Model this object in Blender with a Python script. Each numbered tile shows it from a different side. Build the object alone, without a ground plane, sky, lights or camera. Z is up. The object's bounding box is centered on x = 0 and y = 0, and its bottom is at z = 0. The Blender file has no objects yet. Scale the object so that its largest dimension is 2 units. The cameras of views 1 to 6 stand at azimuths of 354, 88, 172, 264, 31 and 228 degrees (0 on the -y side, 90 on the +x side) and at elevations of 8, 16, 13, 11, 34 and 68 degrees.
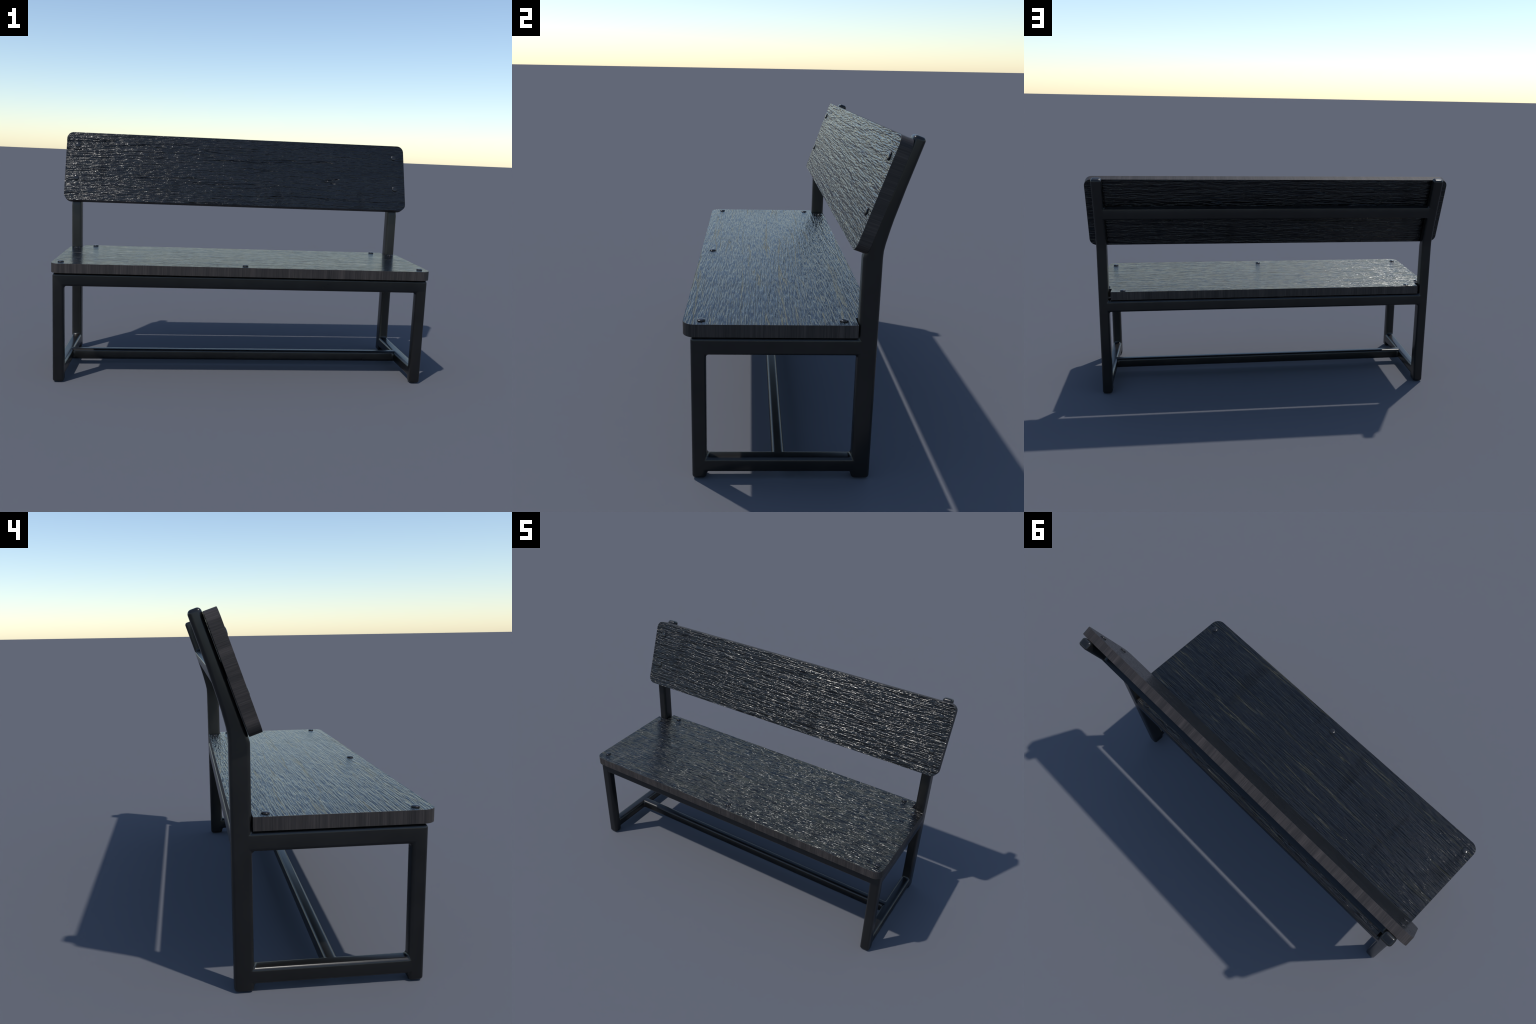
import bpy, bmesh, math
from mathutils import Vector, Matrix

# ------------------------------------------------------------------ sizes (m)
TILT = math.atan(0.349)                 # lean of the backrest
SEAT_TOP, SEAT_BOTTOM = 0.6120, 0.5645
SEAT_HALF, SEAT_FRONT, SEAT_REAR = 0.9665, -0.3987, 0.2815
NOTCH_X, NOTCH_Y = 0.8930, 0.2130       # cut-outs of the seat round the uprights
LEG_OUT, LEG_IN = 0.9605, 0.9055        # bar faces in x
FRONT_OUT, FRONT_IN = -0.3712, -0.3180  # front leg faces in y
REAR_IN, REAR_OUT = 0.2162, 0.2842      # rear upright faces in y
RAIL_LOW, RAIL_TOP = 0.4930, 0.5600     # seat rails
STR_LOW, STR_TOP = 0.0268, 0.0860       # floor stretchers
MID_FRONT, MID_REAR = -0.0770, -0.0310  # long stretcher in y
BEVEL = 0.0142

# ------------------------------------------------------------------ materials
def new_material(name):
    m = bpy.data.materials.new(name)
    m.use_nodes = True
    nt = m.node_tree
    nt.nodes.clear()
    out = nt.nodes.new("ShaderNodeOutputMaterial")
    bsdf = nt.nodes.new("ShaderNodeBsdfPrincipled")
    nt.links.new(bsdf.outputs[0], out.inputs[0])
    return m, nt, bsdf

class Graph:
    def __init__(self, nt):
        self.nt = nt
        self.coord = nt.nodes.new("ShaderNodeTexCoord").outputs["Object"]
    def link(self, a, sock):
        if hasattr(a, "is_output"):
            self.nt.links.new(a, sock)
        else:
            sock.default_value = a
    def mapping(self, scale, loc=(0, 0, 0), vec=None):
        n = self.nt.nodes.new("ShaderNodeMapping")
        n.inputs["Scale"].default_value = scale
        n.inputs["Location"].default_value = loc
        self.link(vec or self.coord, n.inputs["Vector"])
        return n.outputs[0]
    def noise(self, vec, scale=1.0, detail=3.0, rough=0.55, distort=0.0):
        n = self.nt.nodes.new("ShaderNodeTexNoise")
        self.link(vec, n.inputs["Vector"])
        n.inputs["Scale"].default_value = scale
        n.inputs["Detail"].default_value = detail
        n.inputs["Roughness"].default_value = rough
        n.inputs["Distortion"].default_value = distort
        return n.outputs["Fac"]
    def ramp(self, fac, stops, interp="LINEAR"):
        n = self.nt.nodes.new("ShaderNodeValToRGB")
        n.color_ramp.interpolation = interp
        els = n.color_ramp.elements
        while len(els) < len(stops):
            els.new(0.5)
        for e, (p, c) in zip(els, stops):
            e.position = p
            e.color = (c, c, c, 1) if isinstance(c, (int, float)) else (*c, 1)
        self.link(fac, n.inputs[0])
        return n.outputs[0]
    def math(self, op, a, b=0.0, c=0.0):
        n = self.nt.nodes.new("ShaderNodeMath")
        n.operation = op
        for v, s in zip((a, b, c), n.inputs):
            self.link(v, s)
        return n.outputs[0]
    def mix(self, fac, a, b):
        n = self.nt.nodes.new("ShaderNodeMix")
        n.data_type = 'RGBA'
        self.link(fac, n.inputs[0])
        self.link(a if hasattr(a, "is_output") else (*a, 1), n.inputs[6])
        self.link(b if hasattr(b, "is_output") else (*b, 1), n.inputs[7])
        return n.outputs[2]
    def bump(self, height, strength, distance, normal=None):
        n = self.nt.nodes.new("ShaderNodeBump")
        n.inputs["Strength"].default_value = strength
        n.inputs["Distance"].default_value = distance
        self.link(height, n.inputs["Height"])
        if normal:
            self.link(normal, n.inputs["Normal"])
        return n.outputs[0]

def metal_paint(name, rough=0.30, base=(0.0085, 0.0082, 0.0080)):
    m, nt, b = new_material(name)
    g = Graph(nt)
    blotch = g.noise(g.mapping((1, 1, 1)), 7.0, 4.0, 0.6)
    grain = g.noise(g.mapping((1, 1, 1)), 160.0, 3.0, 0.6)
    k = [c * 0.75 for c in base], [c * 1.25 for c in base]
    col = g.ramp(blotch, [(0.3, tuple(k[0])), (0.7, tuple(k[1]))])
    g.link(col, b.inputs["Base Color"])
    r = g.math('MULTIPLY_ADD', blotch, 0.12, rough - 0.06)
    g.link(r, b.inputs["Roughness"])
    b.inputs["Specular IOR Level"].default_value = 0.46
    g.link(g.bump(grain, 0.10, 0.0006), b.inputs["Normal"])
    return m

def wood_face(name, seed, crack_colour, grain_x, grain_y, broad_weight,
              fine_weight, groove_weight, pit_weight, speck_weight):
    """Charred plank face: dark, glossy lacquer over rough grain along local x."""
    m, nt, b = new_material(name)
    g = Graph(nt)
    s = seed * 3.7
    broad = g.noise(g.mapping((4, 60, 20), (s, 0, 0)), 1.0, 1.0, 0.5, 0.1)
    fine = g.noise(g.mapping((grain_x, grain_y, 40), (0, s, 0)), 1.0, 1.2, 0.5, 0.1)
    pits = g.noise(g.mapping((150, 200, 60), (s, s, 0)), 1.0, 1.0, 0.5)
    # flat ridges between grooves with steep walls
    groove = g.ramp(g.math('MULTIPLY_ADD', g.math('SUBTRACT', broad, 0.5), 0.35, fine),
                    [(0.44, 0.0), (0.53, 1.0)])
    speck = g.ramp(pits, [(0.62, 0.0), (0.70, 1.0)])
    # hair cracks: thin isolines of a stretched, wavy noise
    warp = g.noise(g.mapping((1.0, 26, 5), (0, s, s)), 1.0, 4.0, 0.4, 0.0)
    line = g.math('ABSOLUTE', g.math('SUBTRACT', warp, 0.5))
    crack_gate = g.ramp(g.noise(g.mapping((1.5, 24, 3), (s, 0, s)), 1.0, 2.0),
                        [(0.50, 0.0), (0.55, 1.0)])
    crack = g.math('MULTIPLY', g.ramp(line, [(0.002, 1.0), (0.012, 0.0)]), crack_gate)
    # faint saw marks across the grain
    saw_gate = g.ramp(g.noise(g.mapping((2.5, 3.5, 2), (s, s, s)), 1.0, 1.0),
                      [(0.48, 0.0), (0.66, 1.0)])
    saw = g.math('MULTIPLY', g.noise(g.mapping((130, 5, 5), (s, 0, 0)), 1.0, 2.0), saw_gate)
    h = g.math('MULTIPLY', fine, fine_weight)
    h = g.math('MULTIPLY_ADD', broad, broad_weight, h)
    h = g.math('MULTIPLY_ADD', groove, groove_weight, h)
    h = g.math('MULTIPLY_ADD', pits, pit_weight, h)
    h = g.math('MULTIPLY_ADD', speck, -speck_weight, h)
    h = g.math('MULTIPLY_ADD', saw, 0.25, h)
    h = g.math('MULTIPLY', h, g.math('MULTIPLY_ADD', crack, -0.7, 1.0))
    h = g.math('MULTIPLY_ADD', crack, -1.2, h)
    g.link(g.bump(h, 1.0, 0.0010), b.inputs["Normal"])
    tone = g.noise(g.mapping((1.6, 9, 4), (0, 0, s)), 1.0, 3.0, 0.6)
    col = g.ramp(tone, [(0.3, (0.0020, 0.0021, 0.0024)), (0.7, (0.0050, 0.0052, 0.0060))])
    col = g.mix(crack, col, crack_colour)
    stain = g.ramp(g.noise(g.mapping((9, 2.2, 2), (s, s, 0)), 1.0, 2.0, 0.5, 0.4),
                   [(0.60, 0.0), (0.70, 1.0)])
    g.link(col, b.inputs["Base Color"])
    g.link(g.math('MULTIPLY_ADD', stain, -0.12, 0.5), b.inputs["Specular IOR Level"])
    r = g.math('MULTIPLY_ADD', tone, 0.12, 0.14)
    r = g.math('MULTIPLY_ADD', crack, 0.08, r)
    g.link(r, b.inputs["Roughness"])
    return m

def wood_edge(name, seed, axis='z'):
    """Sawn edge: dark brown, streaked across the thickness (local z)."""
    m, nt, b = new_material(name)
    g = Graph(nt)
    s = seed * 5.1
    streak = g.noise(g.mapping((230, 230, 5), (s, 0, 0)), 1.0, 3.0, 0.6)
    band = g.noise(g.mapping((24, 24, 1.0), (0, s, 0)), 1.0, 4.0, 0.7)
    v = g.math('MULTIPLY_ADD', band, 0.55, g.math('MULTIPLY', streak, 0.45))
    col = g.ramp(v, [(0.36, (0.0165, 0.0146, 0.0142)), (0.50, (0.0330, 0.0278, 0.0262)),
                     (0.64, (0.0600, 0.0490, 0.0455))])
    g.link(col, b.inputs["Base Color"])
    b.inputs["Roughness"].default_value = 0.6
    b.inputs["Specular IOR Level"].default_value = 0.3
    g.link(g.bump(streak, 0.6, 0.0010), b.inputs["Normal"])
    return m

PAINT = metal_paint("black_metal_paint")
BOLT_PAINT = metal_paint("black_bolt_paint", 0.20, (0.014, 0.014, 0.015))

# ------------------------------------------------------------------ helpers
def link(obj, parent=None):
    bpy.context.scene.collection.objects.link(obj)
    if parent:
        obj.parent = parent
    return obj

def rounded_outline(corners):
    """corners: (x, y, radius) counter-clockwise -> list of 2D points."""
    pts = []
    n = len(corners)
    for i, (x, y, r) in enumerate(corners):
        p = Vector((x, y))
        a = (Vector(corners[i - 1][:2]) - p).normalized()
        c = (Vector(corners[(i + 1) % n][:2]) - p).normalized()
        if r <= 0:
            pts.append(p)
            continue
        k = 14
        centre = p + (a + c) * r            # right-angled corners only
        for j in range(k + 1):
            t = j / k * math.pi / 2
            pts.append(centre - c * r * math.cos(t) - a * r * math.sin(t))
    return pts

def plank(name, corners, thickness, seed, look, parent, edge_bevel=0.0005):
    """Flat board, top face on local z = 0."""
    pts = rounded_outline(corners)
    bm = bmesh.new()
    top = [bm.verts.new((p.x, p.y, 0)) for p in pts]
    f = bm.faces.new(top)
    ext = bmesh.ops.extrude_face_region(bm, geom=[f])
    low = [v for v in ext["geom"] if isinstance(v, bmesh.types.BMVert)]
    bmesh.ops.translate(bm, verts=low, vec=(0, 0, -thickness))
    bmesh.ops.recalc_face_normals(bm, faces=bm.faces)
    rim = [e for e in bm.edges if len(e.link_faces) == 2 and
           any(abs(fc.normal.z) > 0.9 for fc in e.link_faces) and
           any(abs(fc.normal.z) < 0.1 for fc in e.link_faces)]
    bmesh.ops.bevel(bm, geom=rim, offset=edge_bevel, segments=1, profile=0.5,
                    affect='EDGES', clamp_overlap=True)
    bmesh.ops.recalc_face_normals(bm, faces=bm.faces)
    for fc in bm.faces:
        flat = abs(fc.normal.z) > 0.9
        fc.material_index = 0 if flat else 1
        fc.smooth = not flat
    me = bpy.data.meshes.new(name)
    bm.to_mesh(me)
    bm.free()
    me.materials.append(wood_face(name + "_face_wood", seed, *look))
    me.materials.append(wood_edge(name + "_edge_wood", seed))
    me.set_sharp_from_angle(angle=math.radians(28))
    for p in me.polygons:                    # broad faces stay truly flat
        p.use_smooth = abs(p.normal.z) < 0.9
    return link(bpy.data.objects.new(name, me), parent)

# ------------------------------------------------------------------ the bench
bench = bpy.data.objects.new("bench", None)
bench["label"] = "black bench with dark wooden seat and backrest on steel frame"
bench["category"] = "bench"
link(bench)

# seat: rounded front corners, notched at the rear for the uprights
R = 0.045
seat = plank("seat", [
    (-SEAT_HALF, SEAT_FRONT, R), (SEAT_HALF, SEAT_FRONT, R),
    (SEAT_HALF, NOTCH_Y, 0), (NOTCH_X, NOTCH_Y, 0),
    (NOTCH_X, SEAT_REAR, 0), (-NOTCH_X, SEAT_REAR, 0),
    (-NOTCH_X, NOTCH_Y, 0), (-SEAT_HALF, NOTCH_Y, 0)],
    SEAT_TOP - SEAT_BOTTOM, 1, ((0.021, 0.0190, 0.0130), 12, 165, 4.2, 4.1, 0.52, 0.52, 0.14), bench)
seat.location = (0, 0, SEAT_TOP)

# backrest: local y runs up the lean, local z points to the sitter
BACK_LEN, BACK_THICK, BR = 0.4045, 0.0440, 0.038
backrest = plank("backrest", [
    (-1.0, 0, BR), (1.0, 0, BR), (1.0, BACK_LEN, BR), (-1.0, BACK_LEN, BR)],
    BACK_THICK, 2, ((0.003, 0.003, 0.003), 19, 165, 6.0, 4.0, 0.38, 0.85, 0.14), bench)
up = Vector((0, math.sin(TILT), math.cos(TILT)))
out = Vector((0, -math.cos(TILT), math.sin(TILT)))
side = Vector((1, 0, 0))
BOARD_ORIGIN = Vector((0, 0.1782, 0.8843))
rot = Matrix((side, up, out)).transposed().to_4x4()
backrest.matrix_local = Matrix.Translation(BOARD_ORIGIN) @ rot

# ------------------------------------------------------------------ steel frame
# The welded frame is one solid: occupied cells of a bar lattice, whose rear
# columns are bent along stations (front point, back point) of the upright.
def lean(z):                                  # line the backboard rests on
    br = BOARD_ORIGIN - out * BACK_THICK
    return br.y + (z - br.z) * math.tan(TILT) + 0.0012

z_flat = [0.0, STR_LOW, STR_TOP, RAIL_LOW, RAIL_TOP]
stations = [((REAR_IN, z), (REAR_OUT, z)) for z in z_flat]
# back edge of the bent upright, (y, z), and the matching front edge
BACK_EDGE = [(0.2848, 0.850), (0.2863, 0.876), (0.2910, 0.900), (0.3037, 0.950),
             (0.3145, 0.988), (0.3264, 1.0250), (0.3470, 1.0905), (0.4015, 1.2530)]
for y, z in BACK_EDGE:
    zf = z + 0.0145 * min(1.0, max(0.0, (z - 0.85) / 0.12))
    stations.append(((max(REAR_IN, lean(zf)), zf), (y, z)))
i_rail_lo, i_rail_hi = len(stations) - 3, len(stations) - 2

xs = [-LEG_OUT, -LEG_IN, LEG_IN, LEG_OUT]
ys = [FRONT_OUT, FRONT_IN, MID_FRONT, MID_REAR, REAR_IN, REAR_OUT]
nz = len(stations)

def lattice_point(i, j, k):
    if j < 4:
        return (xs[i], ys[j], stations[k][0][1])
    y, z = stations[k][j - 4]
    return (xs[i], y, z)

cells = set()
for i in (0, 2):
    for k in range(4):
        cells.add((i, 0, k))                  # front leg
    for k in range(nz - 1):
        cells.add((i, 4, k))                  # rear leg and upright
    for j in range(5):
        cells.add((i, j, 1))                  # side stretcher
        cells.add((i, j, 3))                  # side seat rail
cells |= {(1, 0, 3), (1, 4, 3)}               # front and rear seat rails
cells.add((1, 2, 1))                          # long stretcher
cells.add((1, 4, i_rail_lo))                  # rail behind the backrest

bm = bmesh.new()
verts = {}
def V(i, j, k):
    if (i, j, k) not in verts:
        verts[i, j, k] = bm.verts.new(lattice_point(i, j, k))
    return verts[i, j, k]
SIDES = [((-1, 0, 0), [(0, 0, 0), (0, 0, 1), (0, 1, 1), (0, 1, 0)]),
         ((1, 0, 0), [(1, 0, 0), (1, 1, 0), (1, 1, 1), (1, 0, 1)]),
         ((0, -1, 0), [(0, 0, 0), (1, 0, 0), (1, 0, 1), (0, 0, 1)]),
         ((0, 1, 0), [(0, 1, 0), (0, 1, 1), (1, 1, 1), (1, 1, 0)]),
         ((0, 0, -1), [(0, 0, 0), (0, 1, 0), (1, 1, 0), (1, 0, 0)]),
         ((0, 0, 1), [(0, 0, 1), (1, 0, 1), (1, 1, 1), (0, 1, 1)])]
for (i, j, k) in sorted(cells):
    for (dx, dy, dz), quad in SIDES:
        if (i + dx, j + dy, k + dz) not in cells:
            bm.faces.new([V(i + a, j + b, k + c) for a, b, c in quad])
bmesh.ops.recalc_face_normals(bm, faces=bm.faces)
bmesh.ops.dissolve_limit(bm, angle_limit=math.radians(0.05), verts=bm.verts,
                         edges=bm.edges)
bmesh.ops.recalc_face_normals(bm, faces=bm.faces)
hard = [e for e in bm.edges if e.calc_face_angle(0) > math.radians(40)]
bmesh.ops.bevel(bm, geom=hard, offset=BEVEL, segments=5, profile=0.5,
                affect='EDGES', clamp_overlap=True, miter_outer='SHARP',
                miter_inner='SHARP')
bmesh.ops.recalc_face_normals(bm, faces=bm.faces)

# cut the solid where one bar passes into the next, so bars can be told apart
def cut(co, no):
    bmesh.ops.bisect_plane(bm, geom=bm.verts[:] + bm.edges[:] + bm.faces[:],
                           plane_co=co, plane_no=no, dist=1e-6)
for x in (-LEG_IN, LEG_IN):
    cut((x, 0, 0), (1, 0, 0))
for y in (FRONT_IN, REAR_IN):
    cut((0, y, 0), (0, 1, 0))
bmesh.ops.triangulate(bm, faces=[f for f in bm.faces if len(f.verts) > 4])
for f in bm.faces:
    f.smooth = True
whole = bpy.data.meshes.new("frame_whole")
bm.to_mesh(whole)
bm.free()

tmp = link(bpy.data.objects.new("frame_whole", whole))
wn = tmp.modifiers.new("weights", 'WEIGHTED_NORMAL')
wn.mode = 'FACE_AREA'
wn.weight = 50
dg = bpy.context.evaluated_depsgraph_get()
baked = bpy.data.meshes.new_from_object(tmp.evaluated_get(dg), depsgraph=dg)
co = [v.co.copy() for v in baked.vertices]
corner = []
for loop, soft, flat in zip(baked.loops, whole.corner_normals, baked.corner_normals):
    # the floor stretchers are softly crowned, the other bars flatter
    k = 0.9 if co[loop.vertex_index].z < 0.12 else 0.45
    corner.append((Vector(soft.vector) * k + Vector(flat.vector) * (1 - k)).normalized())

def region(c):
    if abs(c.x) < LEG_IN:
        if c.z > 0.9:
            return "back_rail"
        if c.z < 0.3:
            return "long_stretcher"
        return "front_seat_rail" if c.y < 0 else "rear_seat_rail"
    s = "L" if c.x < 0 else "R"
    if c.y < FRONT_IN:
        return "front_leg", s
    if c.y > REAR_IN or c.z > 0.65:
        return "rear_upright", s
    return ("side_stretcher" if c.z < 0.3 else "side_seat_rail"), s

groups = {}
for p in baked.polygons:
    groups.setdefault(region(p.center), []).append(p)
KIND = {"front_seat_rail": "seat_rail", "rear_seat_rail": "seat_rail",
        "side_seat_rail": "seat_rail", "long_stretcher": "stretcher",
        "side_stretcher": "stretcher"}
for key in sorted(groups, key=str):
    polys = groups[key]
    base = key if isinstance(key, str) else key[0]
    name = KIND.get(base, base)
    index, pts, faces, normals = {}, [], [], []
    for p in polys:
        f = []
        for li in p.loop_indices:
            vi = baked.loops[li].vertex_index
            if vi not in index:
                index[vi] = len(pts)
                pts.append(co[vi])
            f.append(index[vi])
            normals.append(corner[li])
        faces.append(f)
    me = bpy.data.meshes.new(name)
    me.from_pydata(pts, [], faces)
    me.shade_smooth()
    me.normals_split_custom_set(normals)
    me.materials.append(PAINT)
    link(bpy.data.objects.new(name, me), bench)
bpy.data.objects.remove(tmp)

# ------------------------------------------------------------------ bolts
def bolt_mesh():
    r, h = 0.0150, 0.0061
    prof = [(r * 0.96, -0.002), (r, 0.0008), (r, 0.0020)]
    for i in range(1, 9):
        t = i / 8 * math.pi / 2
        prof.append((r * math.cos(t) ** 0.75 if i < 8 else 0.0,
                     0.0020 + (h - 0.0020) * math.sin(t)))
    bm = bmesh.new()
    n = 32
    rings = []
    for (rr, z) in prof[:-1]:
        rings.append([bm.verts.new((rr * math.cos(2 * math.pi * a / n),
                                    rr * math.sin(2 * math.pi * a / n), z)) for a in range(n)])
    tip = bm.verts.new((0, 0, prof[-1][1]))
    for lo, hi in zip(rings, rings[1:]):
        for a in range(n):
            b = (a + 1) % n
            bm.faces.new((lo[a], lo[b], hi[b], hi[a]))
    for a in range(n):
        bm.faces.new((rings[-1][a], rings[-1][(a + 1) % n], tip))
    bm.faces.new(list(reversed(rings[0])))
    for f in bm.faces:
        f.smooth = True
    me = bpy.data.meshes.new("bolt")
    bm.to_mesh(me)
    bm.free()
    me.materials.append(BOLT_PAINT)
    me.set_sharp_from_angle(angle=math.radians(50))
    return me

bolt = bolt_mesh()
for x, y in ((-0.924, -0.335), (0.924, -0.335), (0.0, -0.344), (-0.828, 0.256),
             (0.828, 0.256), (-0.922, 0.168), (0.922, 0.168)):
    o = link(bpy.data.objects.new("bolt", bolt), seat)
    o.location = (x, y, 0)
for x in (-0.937, 0.937):
    for h in (0.1320, 0.3270):
        o = link(bpy.data.objects.new("bolt", bolt), backrest)
        o.location = (x, h, 0)
